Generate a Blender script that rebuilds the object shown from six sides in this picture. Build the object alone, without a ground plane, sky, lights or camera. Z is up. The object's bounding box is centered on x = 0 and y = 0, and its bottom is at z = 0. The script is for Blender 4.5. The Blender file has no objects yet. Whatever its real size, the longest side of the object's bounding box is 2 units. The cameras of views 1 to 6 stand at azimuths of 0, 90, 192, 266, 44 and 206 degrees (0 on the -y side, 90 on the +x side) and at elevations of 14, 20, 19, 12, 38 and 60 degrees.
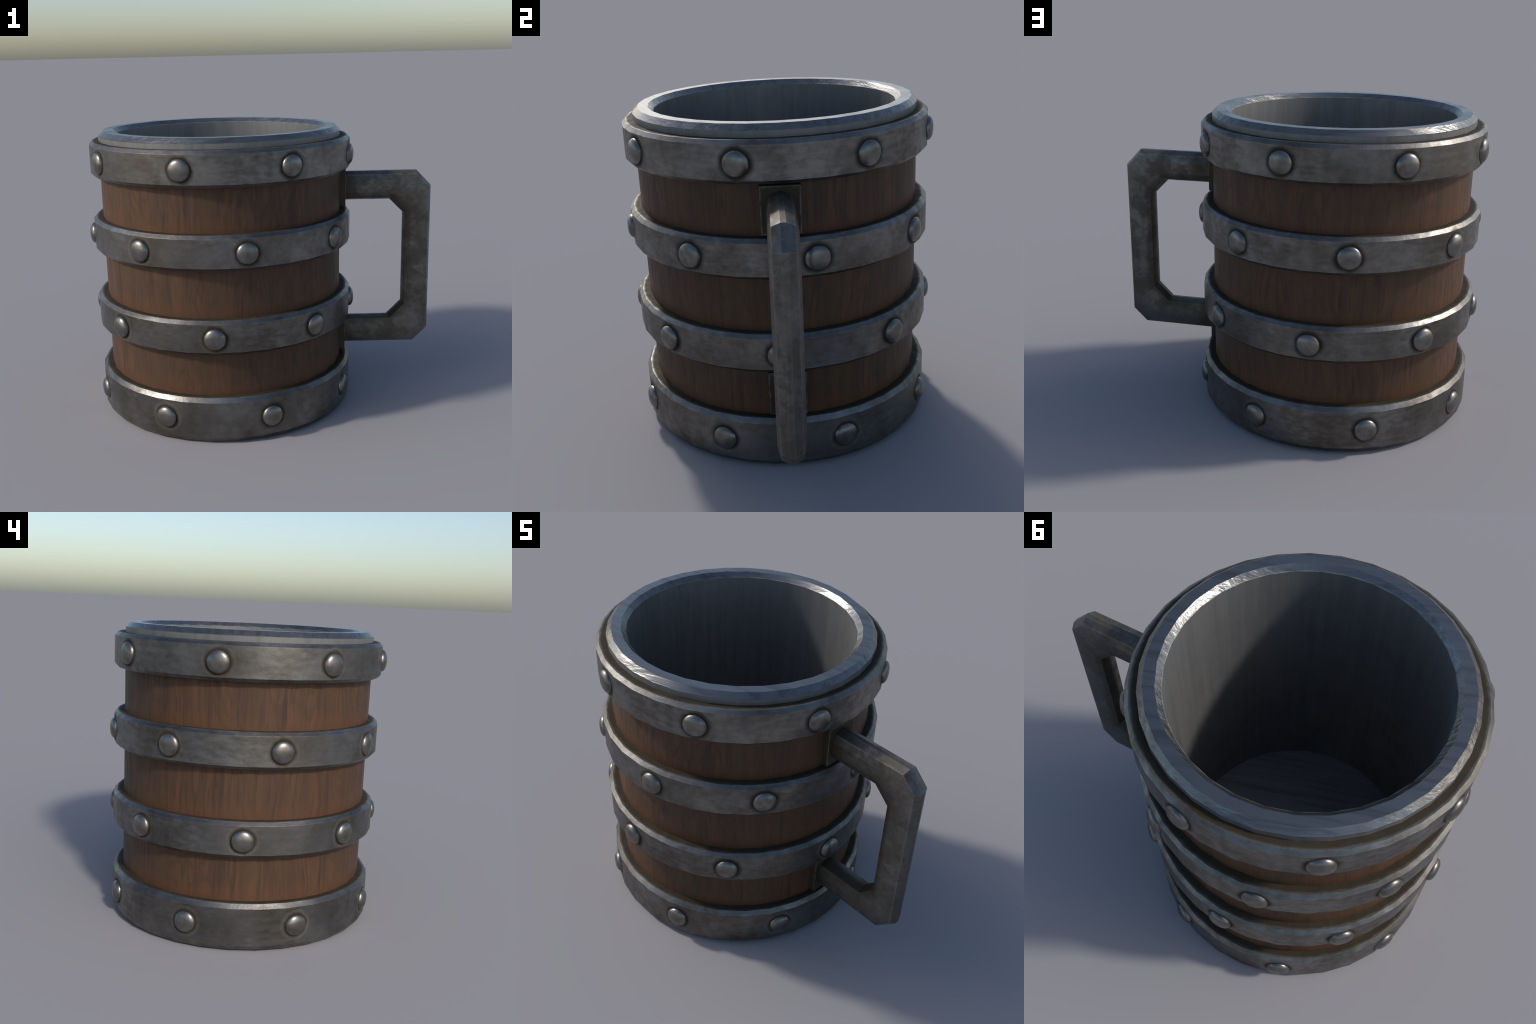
"""A riveted tankard: wooden wall, metal lining with a chamfered rim, four
riveted iron hoops and an angular iron handle on two square mounting plates."""
import bpy
import bmesh
import math
from mathutils import Vector, Matrix

# ------------------------------------------------------------------ sizes (m)
AXIS_X = -0.226          # the axis of the cup; the handle sticks out to +x
SIDES = 32               # facets round the cup and the hoops
R_WALL, R_BORE = 0.6910, 0.5908
H_CUP, FLOOR_Z = 1.6240, 0.0965
RIM_CHAMFER = 0.0252
R_HOOP, HOOP_CHAMFER = 0.7470, 0.0175
RIVET_R, RIVET_H = 0.0595, 0.0288

# hoop: rivet height, bottom, lower edge of face, upper edge of face, top,
#       azimuth of first rivet (deg), azimuth of first facet corner (deg)
HOOPS = [
    (1.4740, 1.3815, 1.3992, 1.5515, 1.5692, 31.04, 5.00),
    (1.0470, 0.9542, 0.9715, 1.1235, 1.1410, 11.68, 6.30),
    (0.5952, 0.5017, 0.5195, 0.6720, 0.6895, 42.79, 8.90),
    (0.1392, 0.0110, 0.0355, 0.2360, 0.2585, 20.72, 5.40),
]


# ------------------------------------------------------------- node utilities
class Graph:
    """Small helper that writes a node tree as nested calls."""

    def __init__(self, name):
        self.mat = bpy.data.materials.new(name)
        self.mat.use_nodes = True
        self.tree = self.mat.node_tree
        self.tree.nodes.clear()
        self.out = self.tree.nodes.new("ShaderNodeOutputMaterial")
        self.bsdf = self.tree.nodes.new("ShaderNodeBsdfPrincipled")
        self.tree.links.new(self.bsdf.outputs[0], self.out.inputs[0])
        self.coord = self.tree.nodes.new("ShaderNodeTexCoord")
        self.pos = self.coord.outputs["Object"]

    def put(self, sock, value):
        if isinstance(value, bpy.types.NodeSocket):
            self.tree.links.new(value, sock)
        elif value is not None:
            sock.default_value = value

    def node(self, kind, **props):
        n = self.tree.nodes.new(kind)
        for k, v in props.items():
            setattr(n, k, v)
        return n

    def math(self, op, a, b=None, c=None, clamp=False):
        n = self.node("ShaderNodeMath", operation=op, use_clamp=clamp)
        for s, v in zip(n.inputs, (a, b, c)):
            self.put(s, v)
        return n.outputs[0]

    def vec(self, op, a, b=None):
        n = self.node("ShaderNodeVectorMath", operation=op)
        self.put(n.inputs[0], a)
        self.put(n.inputs[1], b)
        return n.outputs["Value" if op in ("DOT_PRODUCT", "LENGTH") else "Vector"]

    def scaled(self, v, s):
        return self.vec("MULTIPLY", v, s)

    def split(self, v):
        n = self.node("ShaderNodeSeparateXYZ")
        self.put(n.inputs[0], v)
        return n.outputs

    def join(self, x, y, z):
        n = self.node("ShaderNodeCombineXYZ")
        for s, v in zip(n.inputs, (x, y, z)):
            self.put(s, v)
        return n.outputs[0]

    def noise(self, v, scale, detail=4, rough=0.55, distort=0.0):
        n = self.node("ShaderNodeTexNoise")
        self.put(n.inputs["Vector"], v)
        n.inputs["Scale"].default_value = scale
        n.inputs["Detail"].default_value = detail
        n.inputs["Roughness"].default_value = rough
        n.inputs["Distortion"].default_value = distort
        return n.outputs["Fac"]

    def ramp(self, fac, stops, interp="LINEAR"):
        n = self.node("ShaderNodeValToRGB")
        n.color_ramp.interpolation = interp
        els = n.color_ramp.elements
        while len(els) < len(stops):
            els.new(0.5)
        for e, (p, c) in zip(els, stops):
            e.position = p
            e.color = (c, c, c, 1) if isinstance(c, (int, float)) else (*c, 1)
        self.put(n.inputs[0], fac)
        return n.outputs[0]

    def step(self, x, lo, hi, to_lo=0.0, to_hi=1.0):
        n = self.node("ShaderNodeMapRange", interpolation_type="SMOOTHSTEP")
        for k, v in (("Value", x), ("From Min", lo), ("From Max", hi), ("To Min", to_lo), ("To Max", to_hi)):
            self.put(n.inputs[k], v)
        return n.outputs[0]

    def mix(self, fac, a, b, blend="MIX"):
        n = self.node("ShaderNodeMix", data_type="RGBA", blend_type=blend)
        self.put(n.inputs[0], fac)
        for s, v in ((n.inputs[6], a), (n.inputs[7], b)):
            self.put(s, (*v, 1) if isinstance(v, tuple) else v)
        return n.outputs[2]

    def bump(self, height, strength, distance, normal=None):
        n = self.node("ShaderNodeBump")
        n.inputs["Strength"].default_value = strength
        n.inputs["Distance"].default_value = distance
        self.put(n.inputs["Height"], height)
        if normal is not None:
            self.put(n.inputs["Normal"], normal)
        return n.outputs[0]

    def soft_edge(self, radius):
        """Rounded normal, and a mask that is 1 on edges."""
        n = self.node("ShaderNodeBevel", samples=6)
        n.inputs["Radius"].default_value = radius
        geo = self.node("ShaderNodeNewGeometry")
        dot = self.vec("DOT_PRODUCT", n.outputs[0], geo.outputs["Normal"])
        return n.outputs[0], self.step(dot, 0.999, 0.93)

    def random_shift(self):
        """Object coordinates moved by a different amount for each object."""
        info = self.node("ShaderNodeObjectInfo")
        r = self.math("MULTIPLY", info.outputs["Random"], 37.0)
        return self.vec("ADD", self.pos, self.join(r, self.math("MULTIPLY", r, 1.7), self.math("MULTIPLY", r, 0.6)))

    def finish(self, color, metallic, rough, normal=None):
        self.put(self.bsdf.inputs["Base Color"], color)
        self.put(self.bsdf.inputs["Metallic"], metallic)
        self.put(self.bsdf.inputs["Roughness"], rough)
        self.put(self.bsdf.inputs["Normal"], normal)
        return self.mat


# ------------------------------------------------------------------ materials
IRON_DARK, IRON_MID, IRON_PALE = (0.112, 0.101, 0.087), (0.166, 0.158, 0.147), (0.240, 0.233, 0.222)
GRIMY_SHADE = (0.030, 0.0215, 0.0095)  # brown for the crease shade and grime painted on the hoops


def mottled_iron(g, at, along=None):
    """Grey iron: large clouds, and small pale flecks that come and go."""
    patch = g.noise(at, 4.0, 3, 0.5)
    blot = g.noise(at, 21.0, 5, 0.62)
    fleck = g.noise(along if along is not None else g.scaled(at, (1, 1, 1.4)), 40.0, 3, 0.55)
    where = g.step(g.noise(at, 2.3, 2), 0.42, 0.62, 0.12, 0.40)
    v = g.math("ADD", g.math("MULTIPLY", patch, 0.48), g.math("MULTIPLY", blot, 0.30))
    v = g.math("ADD", v, 0.11)
    v = g.math("ADD", v, g.math("MULTIPLY", where, g.math("SUBTRACT", fleck, 0.5)))
    return g.ramp(v, [(0.38, IRON_DARK), (0.50, IRON_MID), (0.62, IRON_PALE)]), blot


def hoop_material():
    g = Graph("hoop_iron")
    at = g.random_shift()
    x, y, z = g.split(g.pos)
    shift = g.split(at)[2]
    along = g.join(g.math("MULTIPLY", g.math("ARCTAN2", y, x), R_HOOP * 0.35), shift, 0.0)
    color, blot = mottled_iron(g, at, along)
    radius = g.math("SQRT", g.math("ADD", g.math("MULTIPLY", x, x), g.math("MULTIPLY", y, y)))
    # crease shade and rust-brown grime painted round every rivet (they sit every 45 degrees)
    turn = g.math("DIVIDE", g.math("ARCTAN2", y, x), math.radians(45))
    off = g.math("MULTIPLY", g.math("SUBTRACT", turn, g.math("ROUND", turn)), math.radians(45) * R_HOOP)
    away = g.math("SQRT", g.math("ADD", g.math("MULTIPLY", off, off), g.math("MULTIPLY", z, z)))
    rag = g.math("MULTIPLY", g.math("SUBTRACT", g.noise(at, 22.0, 3), 0.5), 0.022)
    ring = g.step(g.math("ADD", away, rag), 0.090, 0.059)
    # the same painted shade and grime darken the ledge against the wood
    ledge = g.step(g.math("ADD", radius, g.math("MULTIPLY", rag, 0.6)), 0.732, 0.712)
    brown_mask = g.math("MAXIMUM", g.math("MULTIPLY", ring, 0.93), g.math("MULTIPLY", ledge, 0.90))
    color = g.mix(brown_mask, color, GRIMY_SHADE)
    edge = g.soft_edge(0.010)[1]
    normal = g.soft_edge(0.0010)[0]
    worn = g.math("MULTIPLY", edge, g.step(blot, 0.40, 0.62, 0.10, 0.50))
    color = g.mix(g.math("MULTIPLY", worn, g.math("SUBTRACT", 1.0, brown_mask)), color, (0.27, 0.265, 0.255))
    fine = g.noise(g.scaled(at, (1, 1, 0.25)), 30.0, 3, 0.5)
    normal = g.bump(g.math("ADD", blot, g.math("MULTIPLY", fine, 0.8)), 0.18, 0.006, normal)
    rough = g.math("ADD", g.step(blot, 0.35, 0.65, 0.46, 0.36), g.math("MULTIPLY", brown_mask, 0.35))
    g.put(g.bsdf.inputs["Specular IOR Level"], g.math("SUBTRACT", 0.5, g.math("MULTIPLY", brown_mask, 0.42)))
    return g.finish(color, g.math("SUBTRACT", 1.0, g.math("MULTIPLY", brown_mask, 0.97)), rough, normal)


def rivet_material():
    g = Graph("rivet_steel")
    at = g.random_shift()
    blot = g.noise(at, 22.0, 4, 0.55)
    color = g.ramp(blot, [(0.34, (0.146, 0.136, 0.121)), (0.62, (0.226, 0.217, 0.203))])
    return g.finish(color, 0.92, g.step(blot, 0.35, 0.65, 0.38, 0.30), g.bump(blot, 0.08, 0.006))


def handle_material():
    g = Graph("handle_iron")
    at = g.random_shift()
    color, blot = mottled_iron(g, at)
    color = g.mix(0.28, color, (0.080, 0.064, 0.045))
    rust = g.step(g.noise(at, 10.0, 4, 0.6), 0.45, 0.60)
    color = g.mix(g.math("MULTIPLY", rust, 0.72), color, (0.058, 0.043, 0.026))
    # contact shade painted in brown towards the plates
    x = g.split(g.pos)[0]
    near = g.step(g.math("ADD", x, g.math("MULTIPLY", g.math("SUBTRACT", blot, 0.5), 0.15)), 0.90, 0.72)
    # grime round the inside of the grip, where hands do not rub it clean
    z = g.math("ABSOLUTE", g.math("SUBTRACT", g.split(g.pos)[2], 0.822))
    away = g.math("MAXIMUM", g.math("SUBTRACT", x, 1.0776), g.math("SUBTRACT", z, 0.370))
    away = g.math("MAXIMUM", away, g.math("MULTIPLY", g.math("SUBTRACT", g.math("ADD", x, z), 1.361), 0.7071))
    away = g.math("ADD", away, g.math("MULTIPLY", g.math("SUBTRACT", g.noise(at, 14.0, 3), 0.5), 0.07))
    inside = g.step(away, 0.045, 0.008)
    brown_mask = g.math("MAXIMUM", g.math("MULTIPLY", near, 0.75), g.math("MULTIPLY", inside, 0.60))
    color = g.mix(brown_mask, color, (0.036, 0.026, 0.012))
    normal = g.soft_edge(0.003)[0]
    edge = g.math("MULTIPLY", g.soft_edge(0.014)[1], g.math("SUBTRACT", 1.0, inside))
    worn = g.math("MULTIPLY", edge, g.step(blot, 0.35, 0.6, 0.3, 0.75))
    color = g.mix(worn, color, (0.235, 0.228, 0.215))
    normal = g.bump(blot, 0.15, 0.006, normal)
    rough = g.math("ADD", g.step(blot, 0.35, 0.65, 0.46, 0.36), g.math("MULTIPLY", rust, 0.12))
    return g.finish(color, g.math("SUBTRACT", 0.85, g.math("MULTIPLY", g.math("MAXIMUM", rust, brown_mask), 0.55)), rough, normal)


def plate_material():
    g = Graph("plate_iron")
    at = g.random_shift()
    color, blot = mottled_iron(g, at)
    # paler along the border of the square, dark brown inside it
    x, y, z = g.split(g.pos)
    reach = g.math("MAXIMUM", g.math("ABSOLUTE", g.math("DIVIDE", y, 0.0884)), g.math("ABSOLUTE", g.math("DIVIDE", z, 0.1093)))
    brown_mask = g.math("MULTIPLY", g.step(g.math("ADD", reach, g.math("MULTIPLY", g.math("SUBTRACT", blot, 0.5), 0.25)), 1.02, 0.90), 0.94)
    brown_mask = g.math("MAXIMUM", brown_mask, g.step(x, 0.0240, 0.0225, 0.0, 0.9))
    color = g.mix(brown_mask, color, (0.036, 0.027, 0.012))
    normal, edge = g.soft_edge(0.004)
    g.put(g.bsdf.inputs["Specular IOR Level"], 0.25)
    return g.finish(color, g.math("SUBTRACT", 0.9, g.math("MULTIPLY", brown_mask, 0.85)), 0.5, g.bump(blot, 0.3, 0.005, normal))


def lining_material():
    g = Graph("lining_pewter")
    # drawn metal: streaks up the wall, straight scratches over rim and floor
    up = g.noise(g.scaled(g.pos, (1, 1, 0.05)), 30.0, 5, 0.6)
    x, y, z = g.split(g.pos)
    # planed floor and rim: long grooves running one way
    along = g.math("ADD", g.math("MULTIPLY", x, -0.31), g.math("MULTIPLY", y, 0.95))
    cross = g.math("ADD", g.math("MULTIPLY", x, 0.95), g.math("MULTIPLY", y, 0.31))
    wave = g.noise(g.pos, 2.5, 2)
    groove = g.noise(g.join(g.math("ADD", g.math("MULTIPLY", cross, 0.05), g.math("MULTIPLY", wave, 0.01)),
                            g.math("ADD", along, g.math("MULTIPLY", wave, 0.02)), z), 30.0, 3, 0.6)
    geo = g.node("ShaderNodeNewGeometry")
    flat = g.step(g.split(geo.outputs["Normal"])[2], 0.3, 0.6)
    nz = g.split(geo.outputs["Normal"])[2]
    slant = g.math("MULTIPLY", flat, g.step(nz, 0.95, 0.80))     # the chamfers
    streak = g.mix(flat, up, groove)
    cloud = g.noise(g.pos, 6.0, 4, 0.6)
    v = g.math("ADD", g.math("MULTIPLY", streak, 0.6), g.math("MULTIPLY", cloud, 0.4))
    color = g.ramp(v, [(0.34, (0.152, 0.152, 0.150)), (0.50, (0.187, 0.187, 0.185)), (0.66, (0.212, 0.212, 0.209))])
    # the grooves of the floor and rim hold some dark dust
    color = g.mix(g.math("MULTIPLY", flat, g.step(groove, 0.50, 0.34, 0.0, 0.30)), color, (0.085, 0.084, 0.082))
    # the bore is dull, the handled rim is polished
    radius = g.math("SQRT", g.math("ADD", g.math("MULTIPLY", x, x), g.math("MULTIPLY", y, y)))
    bore = g.math("MAXIMUM", g.step(radius, 0.5925, 0.5905), g.step(z, 1.597, 1.594))
    normal = g.bump(g.math("MULTIPLY", streak, g.math("ADD", 0.35, g.math("MULTIPLY", slant, 1.0))), 0.40, 0.009)
    metal = g.step(bore, 0.0, 1.0, 0.9, 0.45)
    rough = g.math("ADD", g.step(cloud, 0.35, 0.65, 0.34, 0.26), g.math("MULTIPLY", bore, 0.16))
    return g.finish(color, metal, rough, normal)


def wood_material():
    g = Graph("brown_wood")
    x, y, z = g.split(g.pos)
    # slow bending of the grain lines
    sway = g.noise(g.scaled(g.pos, (1, 1, 0.7)), 3.5, 2, 0.5)
    bent = g.vec("ADD", g.pos, g.scaled(g.join(sway, sway, 0.0), (0.10, -0.10, 0)))
    band = g.noise(g.scaled(bent, (1, 1, 0.09)), 15.0, 3, 0.55)
    fibre = g.noise(g.scaled(bent, (1, 1, 0.045)), 55.0, 5, 0.65)
    vein = g.noise(g.scaled(bent, (1, 1, 0.055)), 36.0, 3, 0.55)
    tone = g.math("ADD", g.math("MULTIPLY", band, 0.5), g.math("MULTIPLY", fibre, 0.5))
    color = g.ramp(tone, [(0.36, (0.050, 0.0275, 0.0172)), (0.50, (0.077, 0.0402, 0.0226)), (0.63, (0.100, 0.0492, 0.0260))])
    dark = g.math("MULTIPLY", g.step(vein, 0.52, 0.72), 0.55)
    color = g.mix(dark, color, (0.028, 0.0185, 0.0135))
    # arched figure: contour lines of a slow, upright noise field
    field = g.noise(g.scaled(g.pos, (1, 1, 0.30)), 4.2, 1, 0.4)
    saw = g.math("FRACT", g.math("ADD", g.math("MULTIPLY", field, 15.0), g.math("MULTIPLY", fibre, 0.5)))
    arch = g.math("MULTIPLY", g.step(saw, 0.45, 0.90), g.step(saw, 1.0, 0.93))
    arch = g.math("MULTIPLY", arch, g.step(band, 0.40, 0.58, 0.10, 0.42))
    color = g.mix(arch, color, (0.034, 0.0215, 0.0150))
    olive = g.math("MULTIPLY", g.step(g.noise(g.scaled(bent, (1, 1, 0.12)), 9.0, 2), 0.48, 0.66), 0.60)
    color = g.mix(olive, color, (0.068, 0.041, 0.0205))
    # warmer orange tone just above each hoop, its edge following the fibres
    warm_band = 0.0
    for hoop in HOOPS[1:]:
        rise = g.math("SUBTRACT", z, hoop[4])
        rise = g.math("ADD", rise, g.math("MULTIPLY", g.math("SUBTRACT", vein, 0.5), 0.16))
        warm_band = g.math("MAXIMUM", g.math("MULTIPLY", g.step(rise, 0.11, 0.015), g.step(rise, -0.06, -0.03)), warm_band)
    color = g.mix(g.math("MULTIPLY", warm_band, 0.36), color, (0.118, 0.048, 0.0195))
    normal = g.bump(g.math("SUBTRACT", fibre, g.math("MULTIPLY", dark, 0.6)), 0.22, 0.005)
    g.bsdf.inputs["Specular IOR Level"].default_value = 0.30
    return g.finish(color, 0.0, g.step(fibre, 0.3, 0.7, 0.62, 0.50), normal)


# ------------------------------------------------------------------- geometry
ROOT = bpy.data.objects.new("tankard", None)
bpy.context.scene.collection.objects.link(ROOT)
ROOT.empty_display_size = 0.2
ROOT.location = (AXIS_X, 0, 0)
ROOT["label"] = "wooden tankard with four riveted iron hoops and angular handle"
ROOT["category"] = "tankard"


def new_object(name, mesh, parent, location=(0, 0, 0), turn=0.0):
    ob = bpy.data.objects.new(name, mesh)
    bpy.context.scene.collection.objects.link(ob)
    ob.parent = parent
    ob.location = location
    ob.rotation_euler = (0, 0, turn)
    return ob


def to_mesh(bm, name, material, sharp_deg=28):
    bmesh.ops.recalc_face_normals(bm, faces=bm.faces)
    for f in bm.faces:
        f.smooth = True
    for e in bm.edges:
        if len(e.link_faces) == 2 and e.calc_face_angle(0) > math.radians(sharp_deg):
            e.smooth = False
    me = bpy.data.meshes.new(name)
    bm.to_mesh(me)
    bm.free()
    me.materials.append(material)
    return me


def lathe(profile, closed, phase=0.0, sides=SIDES, cap_start=False, cap_end=False):
    """Turn (radius, height) points about z into a faceted ring."""
    bm = bmesh.new()
    rings = []
    for r, z in profile:
        rings.append([bm.verts.new((r * math.cos(phase + k * math.tau / sides), r * math.sin(phase + k * math.tau / sides), z))
                      for k in range(sides)])
    pairs = list(zip(rings, rings[1:])) + ([(rings[-1], rings[0])] if closed else [])
    for a, b in pairs:
        for k in range(sides):
            j = (k + 1) % sides
            bm.faces.new((a[k], a[j], b[j], b[k]))
    if cap_start:
        bm.faces.new(rings[0])
    if cap_end:
        bm.faces.new(rings[-1])
    return bm


def build_cup():
    joint = 1.475           # hidden under the top hoop
    c = RIM_CHAMFER
    wood = lathe([(R_WALL - 0.03, 0.0), (R_WALL - c, 0.0), (R_WALL, c), (R_WALL, joint), (R_WALL - 0.03, joint)], True)
    new_object("wooden_wall", to_mesh(wood, "wooden_wall", wood_material()), ROOT)
    lining = lathe([(R_WALL - 0.032, 0.002), (R_WALL - 0.032, joint + 0.002), (R_WALL, joint + 0.002), (R_WALL, H_CUP - c),
                    (R_WALL - c, H_CUP), (R_BORE + c, H_CUP), (R_BORE, H_CUP - c), (R_BORE, FLOOR_Z)],
                   False, cap_start=True, cap_end=True)
    new_object("metal_lining", to_mesh(lining, "metal_lining", lining_material()), ROOT)


def rivet_mesh(material):
    """A squashed dome, its axis along +x, a little fuller than an ellipsoid."""
    bm = bmesh.new()
    rows, sides = 12, 32
    rings = []
    for i in range(rows):
        a = i / rows * math.pi / 2
        r = RIVET_R * math.cos(a) ** 0.82
        h = RIVET_H * math.sin(a) ** 0.92
        rings.append([bm.verts.new((h, r * math.cos(t), r * math.sin(t))) for t in (k * math.tau / sides for k in range(sides))])
    rings.insert(0, [bm.verts.new((-0.012, v.co.y, v.co.z)) for v in rings[0]])
    tip = bm.verts.new((RIVET_H, 0, 0))
    for a, b in zip(rings, rings[1:]):
        for k in range(sides):
            j = (k + 1) % sides
            bm.faces.new((a[k], a[j], b[j], b[k]))
    for k in range(sides):
        bm.faces.new((rings[-1][k], rings[-1][(k + 1) % sides], tip))
    bm.faces.new(rings[0])
    return to_mesh(bm, "rivet", material, 80)


def build_hoops():
    iron = hoop_material()
    rivet = rivet_mesh(rivet_material())
    for mid, bottom, low, high, top, rivet_az, facet_az in HOOPS:
        c = HOOP_CHAMFER
        inner = R_WALL - 0.012
        # local frame: z = 0 at the rivets, first rivet on the local x axis
        profile = [(inner, bottom - mid), (R_HOOP - c, bottom - mid), (R_HOOP, low - mid),
                   (R_HOOP, high - mid), (R_HOOP - c, top - mid), (inner, top - mid)]
        bm = lathe(profile, True, phase=math.radians(facet_az - rivet_az))
        hoop = new_object("hoop", to_mesh(bm, "hoop", iron), ROOT, (0, 0, mid), math.radians(rivet_az))
        for k in range(8):
            a = k * math.tau / 8
            # seat each rivet on the facet it stands on
            rel = (a - math.radians(facet_az - rivet_az)) % (math.tau / SIDES) - math.pi / SIDES
            seat = R_HOOP * math.cos(math.pi / SIDES) / math.cos(rel)
            new_object("rivet", rivet, hoop, ((seat - 0.001) * math.cos(a), (seat - 0.001) * math.sin(a), -0.001), a)


# Handle, drawn in the x-z plane.  Each station gives the outer crown, outer
# shoulder, inner shoulder and inner crown of the bar there.
STATIONS = [
    ((0.470, 1.3458), (0.470, 1.3288), (0.470, 1.1920), (0.470, 1.1795)),
    ((0.9155, 1.3458), (0.9065, 1.3288), (0.7645, 1.1920), (0.7585, 1.1795)),
    ((1.0005, 1.2560), (0.9850, 1.2520), (0.8517, 1.1085), (0.8400, 1.0975)),
    ((1.0005, 0.3800), (0.9850, 0.3885), (0.8517, 0.5376), (0.8400, 0.5505)),
    ((0.9170, 0.2955), (0.9075, 0.3120), (0.7680, 0.4520), (0.7550, 0.4650)),
    ((0.470, 0.2955), (0.470, 0.3120), (0.470, 0.4520), (0.470, 0.4650)),
]
HALF_SIDE, HALF_SHOULDER, HALF_CROWN, SIDE_SHARE = 0.0612, 0.0475, 0.0115, 0.27


def handle_section(station):
    oc, os, ins, ic = (Vector((x - AXIS_X, 0, z + 0.0008)) for x, z in station)
    so, si = os.lerp(ins, SIDE_SHARE), ins.lerp(os, SIDE_SHARE)
    half = [(oc, HALF_CROWN), (os, HALF_SHOULDER), (so, HALF_SIDE), (si, HALF_SIDE), (ins, HALF_SHOULDER), (ic, HALF_CROWN)]
    return [p + Vector((0, w, 0)) for p, w in half] + [p - Vector((0, w, 0)) for p, w in reversed(half)]


def build_handle():
    bm = bmesh.new()
    loops = [[bm.verts.new(p) for p in handle_section(s)] for s in STATIONS]
    n = len(loops[0])
    for a, b in zip(loops, loops[1:]):
        for k in range(n):
            bm.faces.new((a[k], a[(k + 1) % n], b[(k + 1) % n], b[k]))
    bm.faces.new(loops[0])
    bm.faces.new(loops[-1])
    handle = new_object("handle", to_mesh(bm, "handle", handle_material(), 20), ROOT)
    bm = bmesh.new()
    bmesh.ops.create_cube(bm, size=1.0, matrix=Matrix.Diagonal((0.050, 0.1768, 0.2186, 1)))
    bmesh.ops.bevel(bm, geom=list(bm.edges), offset=0.002, segments=2, affect="EDGES")
    plate = to_mesh(bm, "mounting_plate", plate_material(), 40)
    for z in (1.2625, 0.3820):
        new_object("mounting_plate", plate, handle, (0.4925 - AXIS_X - 0.025, 0, z))


build_cup()
build_hoops()
build_handle()
